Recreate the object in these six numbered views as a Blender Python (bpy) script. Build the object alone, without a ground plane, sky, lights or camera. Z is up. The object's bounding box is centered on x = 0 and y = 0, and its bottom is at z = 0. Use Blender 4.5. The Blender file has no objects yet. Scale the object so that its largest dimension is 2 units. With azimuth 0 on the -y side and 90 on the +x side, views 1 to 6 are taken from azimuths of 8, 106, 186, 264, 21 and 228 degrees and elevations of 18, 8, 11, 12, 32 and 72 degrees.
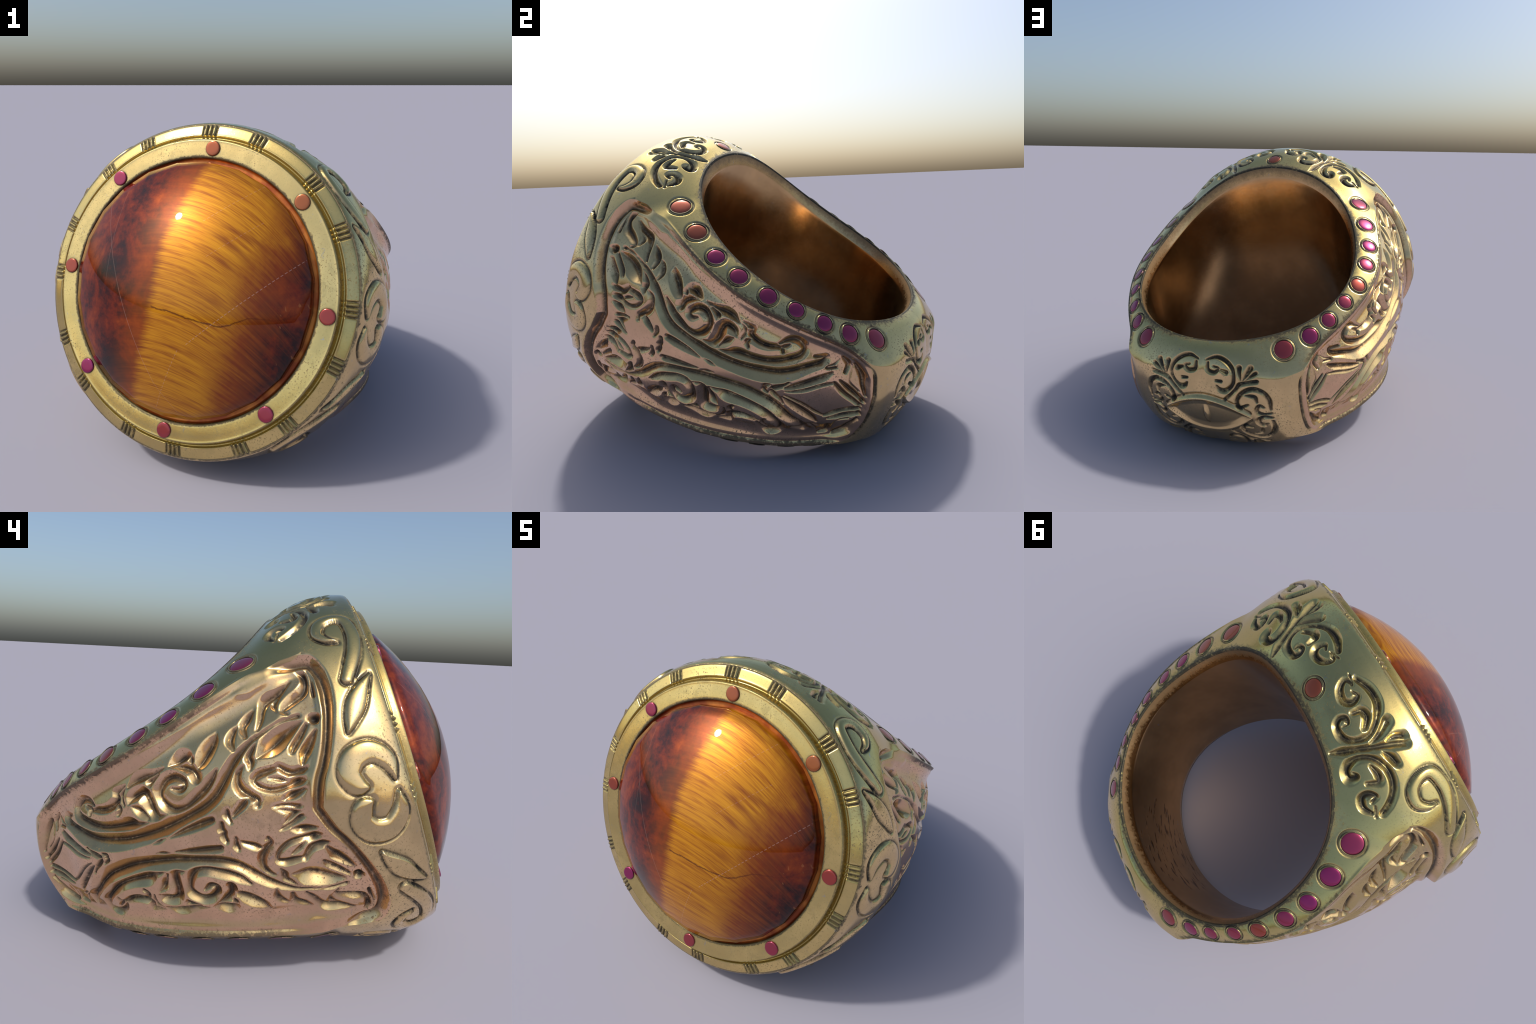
import bpy, math
import numpy as np
from mathutils import Matrix, Vector
import numpy as np
YC = 1.02                      # centre of the finger hole in plan
def spl(x, xs, ys):
    """monotone cubic through knots"""
    x = np.asarray(x, float); xs = np.asarray(xs, float); ys = np.asarray(ys, float)
    h = np.diff(xs); d = np.diff(ys) / h
    m = np.zeros_like(ys); m[0] = d[0]; m[-1] = d[-1]
    w1 = 2 * h[1:] + h[:-1]; w2 = h[1:] + 2 * h[:-1]
    ok = d[1:] * d[:-1] > 0
    with np.errstate(divide='ignore', invalid='ignore'):
        hm = (w1 + w2) / (w1 / d[:-1] + w2 / d[1:])
    m[1:-1] = np.where(ok, hm, 0)
    x = np.clip(x, xs[0], xs[-1])
    i = np.clip(np.searchsorted(xs, x) - 1, 0, len(xs) - 2)
    t = (x - xs[i]) / h[i]
    return ((1 + 2 * t) * (1 - t) ** 2 * ys[i] + t * (1 - t) ** 2 * h[i] * m[i]
            + t * t * (3 - 2 * t) * ys[i + 1] + t * t * (t - 1) * h[i] * m[i + 1])
def sstep(a, b, x):
    t = np.clip((np.asarray(x, float) - a) / (b - a), 0, 1); return t * t * (3 - 2 * t)

RIM_R = [0.629, 0.034, -0.017, 0.0, -0.010, -0.006, -0.001]
RIM_Z = [0.492, 0.213, 0.060, 0.015, 0.004, -0.002, -0.002]
def rim(ph):
    r = sum(c * np.cos(k * ph) for k, c in enumerate(RIM_R))
    z = sum(c * np.cos(k * ph) for k, c in enumerate(RIM_Z))
    return r, z
CR_R = [0.735, -0.094, 0.037, 0.158, 0.138, -0.132]
CR_Z = [0.346, -0.148, 0.080, -0.100, -0.142, -0.045]
def crease(ph):
    d = np.degrees(ph)
    u = (np.radians(np.clip(d, 36, 138)) - np.radians(100)) / np.radians(60)
    r = sum(c * u ** k for k, c in enumerate(CR_R)); z = sum(c * u ** k for k, c in enumerate(CR_Z))
    rb = spl(d, [130, 136, 141, 148, 165, 180], [.724, .752, .774, .774, .728, .705])
    zb = spl(d, [130, 136, 141, 148, 165, 180], [.268, .238, .214, .206, .230, .240])
    w = sstep(130, 138, d)
    return r * (1 - w) + rb * w, z * (1 - w) + zb * w
BY = [.0425, .043, .0455, .052, .077, .12, .16, .24, .30, .40, .60]      # barrel of the bezel shoulder: y, radius at top, radius at side
BT = [.7675, .7700, .7740, .7795, .789, .801, .808, .813, .811, .800, .760]
BS = [.7675, .7700, .7740, .7800, .795, .814, .829, .850, .861, .862, .862]
Y0 = .0428
def barrel_r(y, s2):
    return spl(y, BY, BT) * (1 - s2) + spl(y, BY, BS) * s2
def barrel_z(x, y):
    s2 = np.zeros_like(x)
    for _ in range(12):
        r = barrel_r(y, s2); s2 = np.clip((x / r) ** 2, 0, 1)
    return r * r - x * x        # z squared
EQ_P = [36, 40, 43.8, 47.2, 50, 54, 60, 68, 77, 88, 100, 115, 127, 140, 150, 160, 170, 180]
EQ_R = None
def equator(ph):
    # outer radius on the mid plane, from plan points (x, y)
    pts = np.array([(.7700, .0428), (.795, .077), (.829, .158), (.850, .237), (.860, .299), (.862, .36), (.859, .44), (.852, .60), (.843, .78),
                    (.813, .98), (.753, 1.20), (.699, 1.349), (.602, 1.48), (.545, 1.57), (.500, 1.640), (.452, 1.690), (.372, 1.721), (.260, 1.755), (.132, 1.779), (0, 1.787)])
    p = np.degrees(np.arctan2(pts[:, 0], YC - pts[:, 1])); r = np.hypot(pts[:, 0], YC - pts[:, 1])
    return spl(np.degrees(ph), p, r)

def resample(P, n, power=1.0):
    d = np.r_[0, np.cumsum(np.linalg.norm(np.diff(P, axis=0), axis=1))]
    t = np.linspace(0, 1, n) ** power * d[-1]
    return np.stack([np.interp(t, d, P[:, k]) for k in range(P.shape[1])], 1)

def sect_barrel(ph, nt, ns):
    """section rim -> C -> bezel edge or mid plane, following the barrel"""
    rh, zh = rim(ph); rc, zc = crease(ph)
    rho1 = (YC - Y0) / np.cos(ph)
    f = lambda rho: barrel_z(rho * np.sin(ph), YC - rho * np.cos(ph))
    # largest radius with z2>0
    rr = np.linspace(rh, rho1, 600); z2 = f(rr)
    neg = np.where(z2 < 0)[0]
    if len(neg):
        a, b = rr[neg[0] - 1], rr[neg[0]]
        for _ in range(40):
            m = .5 * (a + b)
            if f(np.array([m]))[0] > 0: a = m
            else: b = m
        rend = a
    else: rend = rho1
    t = np.sin(np.linspace(0, np.pi / 2, 900)); rr = rh + (rend - rh) * t
    zz = np.sqrt(np.maximum(f(rr), 0))
    zz = zz + (zh - zz[0]) * np.exp(-((rr - rh) / .10) ** 2)
    if len(neg): zz[-1] = 0
    d = np.degrees(ph)
    yC = .20 + .07 * sstep(0, 40, d)
    q = sstep(36, 45, d); rC = min(q * rc + (1 - q) * (YC - yC) / np.cos(ph), rend - .02)
    P = np.stack([rr, zz], 1); k = np.searchsorted(rr, rC); f1 = (rC - rr[k - 1]) / (rr[k] - rr[k - 1])
    P = np.insert(P, k, P[k - 1] + f1 * (P[k] - P[k - 1]), axis=0)
    return resample(P[:k + 1], nt), resample(P[k:], ns)

def sect_panel(ph, nt, ns):
    rh, zh = rim(ph); rc, zc = crease(ph); re = equator(ph); d = np.degrees(ph)
    t = np.linspace(0, 1, 60)
    bul = .012 + .012 * sstep(140, 175, d)
    a = np.stack([rh + (rc - rh) * t, zh + (zc - zh) * t + bul * 4 * t * (1 - t)], 1)
    s = np.linspace(0, 1, 200)                       # 0 at crease, 1 on mid plane
    z = zc * (1 - s)
    rho = rc + (re - rc) * (1 - (1 - s) ** 1.75)
    lip = .016 * sstep(54, 66, d) * (1 - sstep(134, 146, d))
    rho = rho - lip * np.exp(-((s * zc - .07) / .05) ** 2) * sstep(0, .03, s * zc)
    back = sstep(138, 150, d)                        # rounder, fuller back
    rho = rho * (1 - back) + (rc + (re - rc) * np.sin(s * np.pi / 2)) * back
    return resample(a, nt), resample(np.stack([rho, z], 1), ns)

def base_surface(nphi=580, nt=70, ns=110):
    t = np.linspace(0, 180, 4001); dens = 1 + 11 * np.exp(-((t - 38.0) / 1.7) ** 2) + .35 * np.exp(-((t - 44) / 8) ** 2)   # finer columns where the bezel edge turns the corner
    cum = np.r_[0, np.cumsum((dens[1:] + dens[:-1]) / 2)]; ph = np.radians(np.interp(np.linspace(0, cum[-1], nphi), cum, t))
    G = np.zeros((nphi, nt + ns - 1, 3))
    for i, p in enumerate(ph):
        d = np.degrees(p); w = sstep(45, 53, d)
        S = 0
        if w < 1:
            a, b = sect_barrel(p, nt, ns); S = (1 - w) * np.vstack([a, b[1:]])
        if w > 0:
            a, b = sect_panel(p, nt, ns); P = np.vstack([a, b[1:]])
            e = sstep(141, 150, d)
            if e > 0:                                # no crease on the back: round the corner over
                Q = P.copy(); n = 14
                for _ in range(60):
                    Q[nt - n:nt + n] = (Q[nt - n - 1:nt + n - 1] + Q[nt - n + 1:nt + n + 1]) / 2
                P = P * (1 - e) + Q * e
            S = S + w * P
        G[i, :, 0] = S[:, 0] * np.sin(p); G[i, :, 1] = YC - S[:, 0] * np.cos(p); G[i, :, 2] = S[:, 1]
    return ph, G
PANEL = {   # engraved strokes of the side panel: (y, z, half width)
    "outer_band": [(1.396, 0.199, 0.008), (1.436, 0.199, 0.014), (1.432, 0.178, 0.019), (1.393, 0.147, 0.022), (1.345, 0.112, 0.027), (1.287, 0.081, 0.032), (1.211, 0.064, 0.033), (1.151, 0.056, 0.031), (1.075, 0.056, 0.028), (0.985, 0.064, 0.027), (0.898, 0.08, 0.025), (0.827, 0.097, 0.025), (0.771, 0.113, 0.023), (0.727, 0.136, 0.023), (0.694, 0.165, 0.022), (0.661, 0.2, 0.021), (0.618, 0.244, 0.018), (0.57, 0.279, 0.014), (0.538, 0.298, 0.011), (0.495, 0.313, 0.01), (0.42, 0.336, 0.009), (0.359, 0.341, 0.01)],
    "second_scroll": [(1.247, 0.219, 0.008), (1.271, 0.241, 0.012), (1.308, 0.249, 0.014), (1.347, 0.228, 0.015), (1.348, 0.2, 0.017), (1.318, 0.17, 0.02), (1.276, 0.141, 0.023), (1.222, 0.122, 0.022), (1.161, 0.114, 0.023), (1.099, 0.113, 0.026), (1.057, 0.105, 0.014), (1.007, 0.103, 0.004)],
    "scroll_ball": [(1.277, 0.187, 0.011), (1.268, 0.21, 0.013), (1.288, 0.227, 0.007)],
    "scroll_tail": [(1.267, 0.205, 0.011), (1.245, 0.206, 0.013), (1.208, 0.196, 0.017), (1.165, 0.198, 0.019), (1.127, 0.22, 0.02), (1.127, 0.246, 0.014), (1.118, 0.25, 0.014), (1.075, 0.264, 0.005)],
    "tail_fork": [(1.135, 0.202, 0.014), (1.12, 0.18, 0.013), (1.132, 0.16, 0.009)],
    "tail_bud": [(1.072, 0.256, 0.003), (1.094, 0.239, 0.011), (1.101, 0.216, 0.011), (1.094, 0.188, 0.006)],
    "end_leaf_outer": [(1.548, 0.187, 0.008), (1.588, 0.147, 0.012), (1.61, 0.105, 0.011), (1.633, 0.063, 0.006)],
    "end_leaf_inner": [(1.541, 0.18, 0.004), (1.548, 0.142, 0.004), (1.562, 0.107, 0.005), (1.6, 0.076, 0.006)],
    "end_bud": [(1.495, 0.206, 0.007), (1.523, 0.183, 0.011), (1.526, 0.151, 0.009)],
    "end_bud_side": [(1.487, 0.198, 0.003), (1.475, 0.177, 0.005), (1.457, 0.157, 0.009), (1.489, 0.165, 0.006)],
    "frame_side": [(1.482, 0.137, 0.008), (1.46, 0.109, 0.016), (1.415, 0.073, 0.018), (1.365, 0.043, 0.014), (1.331, 0.025, 0.007)],
    "frame_corner": [(1.522, 0.107, 0.007), (1.57, 0.074, 0.015), (1.63, 0.033, 0.012)],
    "frame_upper": [(1.505, 0.091, 0.006), (1.46, 0.068, 0.009), (1.414, 0.038, 0.01), (1.369, 0.019, 0.007), (1.337, 0.011, 0.004)],
    "frame_lower": [(1.505, 0.09, 0.009), (1.551, 0.052, 0.013), (1.625, 0.009, 0.012)],
    "finial_arm": [(1.339, 0.055, 0.008), (1.328, 0.04, 0.01), (1.3, 0.021, 0.012), (1.282, 0.007, 0.012)],
    "finial_ball": [(1.266, 0.021, 0.007), (1.248, 0.01, 0.011), (1.25, -0.004, 0.011)],
    "leaf_crescent": [(0.89, 0.29, 0.004), (0.935, 0.282, 0.013), (0.984, 0.281, 0.018), (1.024, 0.274, 0.016), (1.06, 0.255, 0.006)],
    "leaf_crescent_lobe": [(0.923, 0.274, 0.011), (0.958, 0.255, 0.016), (0.962, 0.235, 0.006)],
    "leaf_hook": [(0.869, 0.29, 0.004), (0.837, 0.3, 0.02), (0.807, 0.313, 0.024), (0.783, 0.312, 0.014)],
    "leaf_hook_belly": [(0.858, 0.287, 0.007), (0.812, 0.271, 0.019), (0.782, 0.249, 0.022), (0.774, 0.221, 0.02), (0.775, 0.198, 0.005)],
    "leaf_hook_side": [(0.775, 0.311, 0.006), (0.777, 0.289, 0.014), (0.788, 0.264, 0.009)],
    "tall_leaf": [(0.76, 0.253, 0.013), (0.737, 0.274, 0.022), (0.71, 0.306, 0.027), (0.685, 0.334, 0.021), (0.662, 0.366, 0.003)],
    "pocket_scroll": [(1.072, 0.191, 0.006), (1.047, 0.215, 0.021), (1.008, 0.221, 0.025), (0.992, 0.188, 0.027), (0.988, 0.146, 0.027), (0.967, 0.116, 0.016), (0.926, 0.116, 0.003)],
    "pocket_belly": [(1.061, 0.177, 0.006), (1.034, 0.153, 0.018), (1.008, 0.119, 0.013)],
    "spiral": [(0.692, 0.227, 0.007), (0.723, 0.196, 0.017), (0.761, 0.168, 0.02), (0.799, 0.148, 0.02), (0.843, 0.128, 0.019), (0.888, 0.126, 0.019), (0.919, 0.15, 0.019), (0.935, 0.188, 0.018), (0.925, 0.219, 0.02), (0.897, 0.245, 0.021), (0.861, 0.248, 0.02), (0.833, 0.229, 0.018), (0.826, 0.206, 0.014), (0.847, 0.193, 0.013), (0.874, 0.204, 0.007)],
    "short_bar": [(0.758, 0.057, 0.014), (0.807, 0.052, 0.017), (0.878, 0.042, 0.014), (0.939, 0.029, 0.004)],
    "short_bar_bud": [(0.958, 0.031, 0.004), (0.988, 0.025, 0.009), (1.018, 0.019, 0.003)],
    "collar": [(0.588, 0.217, 0.004), (0.615, 0.199, 0.014), (0.627, 0.17, 0.016), (0.622, 0.137, 0.019), (0.597, 0.107, 0.018), (0.574, 0.087, 0.014), (0.578, 0.065, 0.011)],
    "side_leaf": [(0.61, 0.097, 0.012), (0.633, 0.08, 0.015), (0.669, 0.056, 0.01), (0.681, 0.042, 0.003)],
    "trefoil": [(0.693, 0.076, 0.011), (0.696, 0.058, 0.014), (0.69, 0.031, 0.009)],
    "trefoil_lobe": [(0.727, 0.035, 0.012), (0.731, 0.014, 0.014), (0.726, 0, 0.014)],
    "front_leaf": [(0.483, 0.059, 0.007), (0.453, 0.07, 0.017), (0.425, 0.076, 0.014), (0.401, 0.081, 0.006)],
    "front_bar": [(0.522, 0.046, 0.007), (0.482, 0.038, 0.012), (0.447, 0.022, 0.014), (0.427, 0.026, 0.004)],
    "front_pocket": [(0.516, 0.033, 0.004), (0.477, 0.012, 0.015), (0.45, -0.015, 0.019), (0.433, -0.038, 0.004)],
    "front_pocket_arm": [(0.525, -0.029, 0.007), (0.505, -0.017, 0.012), (0.477, -0.008, 0.013)],
    "mouth": [(0.473, 0.18, 0.01), (0.513, 0.176, 0.014), (0.547, 0.172, 0.015), (0.569, 0.155, 0.012), (0.55, 0.125, 0.012), (0.51, 0.105, 0.012), (0.462, 0.105, 0.014), (0.425, 0.113, 0.02), (0.4, 0.114, 0.012)],
    "mouth_upper": [(0.471, 0.183, 0.013), (0.438, 0.152, 0.016), (0.404, 0.149, 0.016), (0.379, 0.154, 0.011)],
    "mouth_inner": [(0.512, 0.151, 0.006), (0.477, 0.137, 0.01), (0.447, 0.121, 0.007)],
    "big_petal": [(0.354, 0.317, 0.006), (0.405, 0.302, 0.026), (0.447, 0.281, 0.037), (0.48, 0.26, 0.034), (0.512, 0.242, 0.018), (0.536, 0.229, 0.006)],
    "drop_petal": [(0.337, 0.304, 0.009), (0.366, 0.273, 0.014), (0.397, 0.242, 0.016), (0.411, 0.22, 0.01)],
    "thin_petal": [(0.521, 0.289, 0.003), (0.546, 0.265, 0.013), (0.565, 0.243, 0.016), (0.563, 0.223, 0.016), (0.569, 0.198, 0.008)],
    "front_petal": [(0.313, 0.274, 0.006), (0.336, 0.244, 0.014), (0.362, 0.213, 0.019), (0.37, 0.201, 0.017), (0.385, 0.168, 0.01)],
    "stem_leaf_a": [(0.582, 0.366, 0.005), (0.603, 0.347, 0.014), (0.618, 0.316, 0.016), (0.612, 0.28, 0.008)],
    "stem_leaf_b": [(0.511, 0.409, 0.005), (0.539, 0.384, 0.016), (0.563, 0.356, 0.016), (0.56, 0.316, 0.01)],
    "stem_leaf_c": [(0.358, 0.478, 0.006), (0.407, 0.447, 0.016), (0.455, 0.43, 0.019), (0.477, 0.404, 0.015), (0.493, 0.361, 0.012), (0.51, 0.329, 0.008)],
    "stem_leaf_c_side": [(0.368, 0.466, 0.002), (0.409, 0.43, 0.008), (0.433, 0.409, 0.014), (0.427, 0.375, 0.006)],
    "stem_leaf_d": [(0.327, 0.503, 0.005), (0.305, 0.487, 0.013), (0.303, 0.456, 0.015), (0.326, 0.424, 0.02), (0.365, 0.403, 0.02), (0.406, 0.375, 0.014), (0.392, 0.355, 0.007)],
    "tip_groove": [(0.285, 0.498, 0.006), (0.274, 0.466, 0.01), (0.275, 0.432, 0.009), (0.28, 0.399, 0.009)],
    "ball_hole": [(0.318, 0.326, 0.011), (0.307, 0.316, 0.019), (0.288, 0.317, 0.011)],
}
TOP = {     # scrolls on the upper face: (x, y, half width)
    "large_c": [(0.071, 0.151, 0.016), (0.127, 0.128, 0.021), (0.186, 0.128, 0.021), (0.229, 0.152, 0.02), (0.271, 0.196, 0.021), (0.285, 0.239, 0.02), (0.272, 0.289, 0.019), (0.237, 0.321, 0.021), (0.186, 0.319, 0.018), (0.168, 0.293, 0.016), (0.179, 0.269, 0.015), (0.203, 0.273, 0.011), (0.203, 0.295, 0.006)],
    "inner_c": [(0.181, 0.235, 0.013), (0.189, 0.2, 0.02), (0.221, 0.195, 0.021), (0.254, 0.224, 0.018)],
    "curl": [(0.074, 0.175, 0.011), (0.051, 0.191, 0.014), (0.071, 0.226, 0.018), (0.116, 0.241, 0.02), (0.143, 0.217, 0.019), (0.133, 0.182, 0.013), (0.107, 0.19, 0.007)],
    "curl_tick": [(0.04, 0.164, 0.006), (0.084, 0.178, 0.009)],
    "stem": [(0.256, 0.393, 0.01), (0.28, 0.351, 0.023), (0.306, 0.294, 0.024), (0.336, 0.226, 0.023), (0.355, 0.172, 0.026), (0.374, 0.123, 0.023)],
    "stem_petal": [(0.318, 0.249, 0.013), (0.301, 0.192, 0.023), (0.272, 0.141, 0.028)],
    "stem_petal_mid": [(0.339, 0.201, 0.013), (0.336, 0.149, 0.02), (0.347, 0.117, 0.023)],
    "stem_petal_low": [(0.357, 0.218, 0.01), (0.392, 0.199, 0.023), (0.424, 0.193, 0.019)],
    "lower_c": [(0.551, 0.348, 0.018), (0.535, 0.305, 0.02), (0.506, 0.266, 0.019), (0.463, 0.241, 0.019), (0.414, 0.238, 0.019), (0.367, 0.26, 0.019), (0.337, 0.301, 0.021), (0.328, 0.347, 0.023), (0.344, 0.382, 0.022), (0.378, 0.389, 0.024), (0.386, 0.359, 0.019), (0.367, 0.361, 0.008)],
    "lower_inner_c": [(0.385, 0.285, 0.011), (0.422, 0.279, 0.018), (0.449, 0.292, 0.018), (0.43, 0.335, 0.012)],
    "lower_curl": [(0.531, 0.383, 0.011), (0.497, 0.403, 0.019), (0.464, 0.388, 0.021), (0.463, 0.356, 0.019), (0.485, 0.334, 0.015), (0.496, 0.358, 0.01)],
    "lower_tick": [(0.514, 0.357, 0.007), (0.548, 0.378, 0.009)],
}
SHOULDER = {   # raised pads beside the bezel: (y, z, half width)
    "hook_pad": [(0.153, 0.4, 0.023), (0.124, 0.447, 0.026), (0.096, 0.5, 0.028), (0.084, 0.556, 0.027), (0.098, 0.618, 0.025), (0.145, 0.64, 0.024), (0.197, 0.63, 0.025), (0.213, 0.593, 0.022), (0.186, 0.56, 0.015), (0.145, 0.542, 0.004)],
    "leaf_pad": [(0.069, 0.396, 0.003), (0.112, 0.356, 0.025), (0.147, 0.309, 0.036), (0.177, 0.263, 0.024), (0.201, 0.222, 0.005)],
    "crescent_pad": [(0.088, 0.024, 0.006), (0.098, 0.094, 0.032), (0.146, 0.14, 0.04), (0.206, 0.133, 0.044), (0.237, 0.088, 0.041), (0.221, 0.04, 0.034), (0.192, 0.026, 0.013)],
}
BACK = {    # scrolls on the back: (x, z, half width)
    "arch": [(0.022, 0.285, 0.006), (0.074, 0.296, 0.012), (0.124, 0.283, 0.014), (0.161, 0.256, 0.014), (0.172, 0.22, 0.012), (0.161, 0.18, 0.014), (0.131, 0.154, 0.016), (0.099, 0.157, 0.014), (0.082, 0.176, 0.007)],
    "bead_curl": [(0.032, 0.275, 0.009), (0.036, 0.247, 0.013), (0.07, 0.239, 0.013), (0.091, 0.256, 0.01), (0.065, 0.264, 0.006)],
    "bead": [(0.103, 0.251, 0.008), (0.133, 0.242, 0.014)],
    "bead_low": [(0.079, 0.202, 0.008), (0.107, 0.2, 0.01)],
    "stem_back": [(0.119, 0.106, 0.011), (0.172, 0.155, 0.013), (0.206, 0.188, 0.014), (0.286, 0.2, 0.013)],
    "frond_a": [(0.207, 0.203, 0.007), (0.198, 0.239, 0.013), (0.196, 0.258, 0.016)],
    "frond_b": [(0.216, 0.204, 0.008), (0.238, 0.235, 0.016), (0.252, 0.255, 0.016)],
    "frond_c": [(0.23, 0.204, 0.008), (0.26, 0.228, 0.013), (0.281, 0.237, 0.011)],
    "second_arch": [(0.337, 0.038, 0.008), (0.336, 0.093, 0.014), (0.311, 0.141, 0.014), (0.261, 0.162, 0.014), (0.206, 0.139, 0.014), (0.177, 0.096, 0.014), (0.188, 0.06, 0.014), (0.229, 0.075, 0.009)],
    "second_inner": [(0.223, 0.13, 0.006), (0.266, 0.119, 0.013), (0.276, 0.088, 0.008)],
    "second_curl": [(0.338, 0.015, 0.008), (0.295, 0.009, 0.015), (0.267, 0.035, 0.014), (0.286, 0.066, 0.012), (0.308, 0.053, 0.006)],
}
NPHI, NT, NS = 760, 84, 120
# red gems set along the edge of the band: x, y, z, radius (mirrored to all four quarters)
GEMS = [(0, .316, .806, .040), (.586, .522, .579, .050), (.644, .680, .508, .047), (.687, .836, .455, .041), (.695, .974, .421, .041), (.677, 1.126, .388, .040),
        (.632, 1.250, .365, .036), (.571, 1.373, .336, .037), (.500, 1.474, .310, .041), (.388, 1.569, .289, .047)]
# outline of the recessed side panel: front edge (y at height z) and back edge
FRONT_Z = [0, .03, .085, .135, .205, .27, .34, .40, .447, .488, .520, .541, .553]
FRONT_Y = [.348, .338, .318, .290, .258, .234, .215, .209, .213, .227, .246, .277, .320]
BACK_Z = [0, .05, .10, .15, .18, .20, .22]
BACK_Y = [1.668, 1.665, 1.655, 1.640, 1.626, 1.612, 1.59]

def spline(P, n=14):
    """Catmull-Rom through rows of numbers"""
    P = np.array(P, float)
    if len(P) == 2: P = np.array([P[0], (P[0] + P[1]) / 2, P[1]])
    Q = np.vstack([2 * P[0] - P[1], P, 2 * P[-1] - P[-2]]); out = []
    for i in range(1, len(Q) - 2):
        a, b, c, d = Q[i - 1:i + 3]
        for t in np.linspace(0, 1, n, endpoint=False):
            out.append(.5 * (2 * b + (c - a) * t + (2 * a - 5 * b + 4 * c - d) * t * t + (3 * b - a - 3 * c + d) * t ** 3))
    out.append(P[-1]); return np.array(out)

def stroke(pts, verts, axes):
    """control points (u, v, half width) -> smooth 3D path on the surface and its half widths"""
    p = np.array(pts, float); c = lift(p, verts, axes); s = spline(np.c_[c, p[:, 2]])
    return s[:, :3], np.maximum(s[:, 3], .002)

def nearest_on(pts, P3, W):
    """for points: margin (half width - distance) to a 3D polyline with widths, and the local half width"""
    best = np.full(len(pts), -9.0); bw = np.zeros(len(pts)); bd = np.full(len(pts), 9.0)
    for i in range(len(P3) - 1):
        a, b = P3[i], P3[i + 1]; ab = b - a; L = ab @ ab + 1e-12
        t = np.clip((pts - a) @ ab / L, 0, 1)
        d = np.linalg.norm(pts - a - t[:, None] * ab, axis=1); w = W[i] + (W[i + 1] - W[i]) * t
        m = w - d; u = m > best
        best[u] = m[u]; bw[u] = w[u]; bd = np.minimum(bd, d)
    return best, bw, bd

def lift(flat, verts, axes):
    """raise a flat curve on to the surface: nearest surface vertex in the two given axes"""
    out = []
    for p in flat:
        q = (verts[:, axes[0]] - p[0]) ** 2 + (verts[:, axes[1]] - p[1]) ** 2
        k = np.argpartition(q, 14)[:14]; w = 1 / (q[k] + 4e-6)
        out.append((verts[k] * w[:, None]).sum(0) / w.sum())
    out = np.array(out)
    out[:, axes[0]] = flat[:, 0]; out[:, axes[1]] = flat[:, 1]
    o = 3 - axes[0] - axes[1]
    return out

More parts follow.
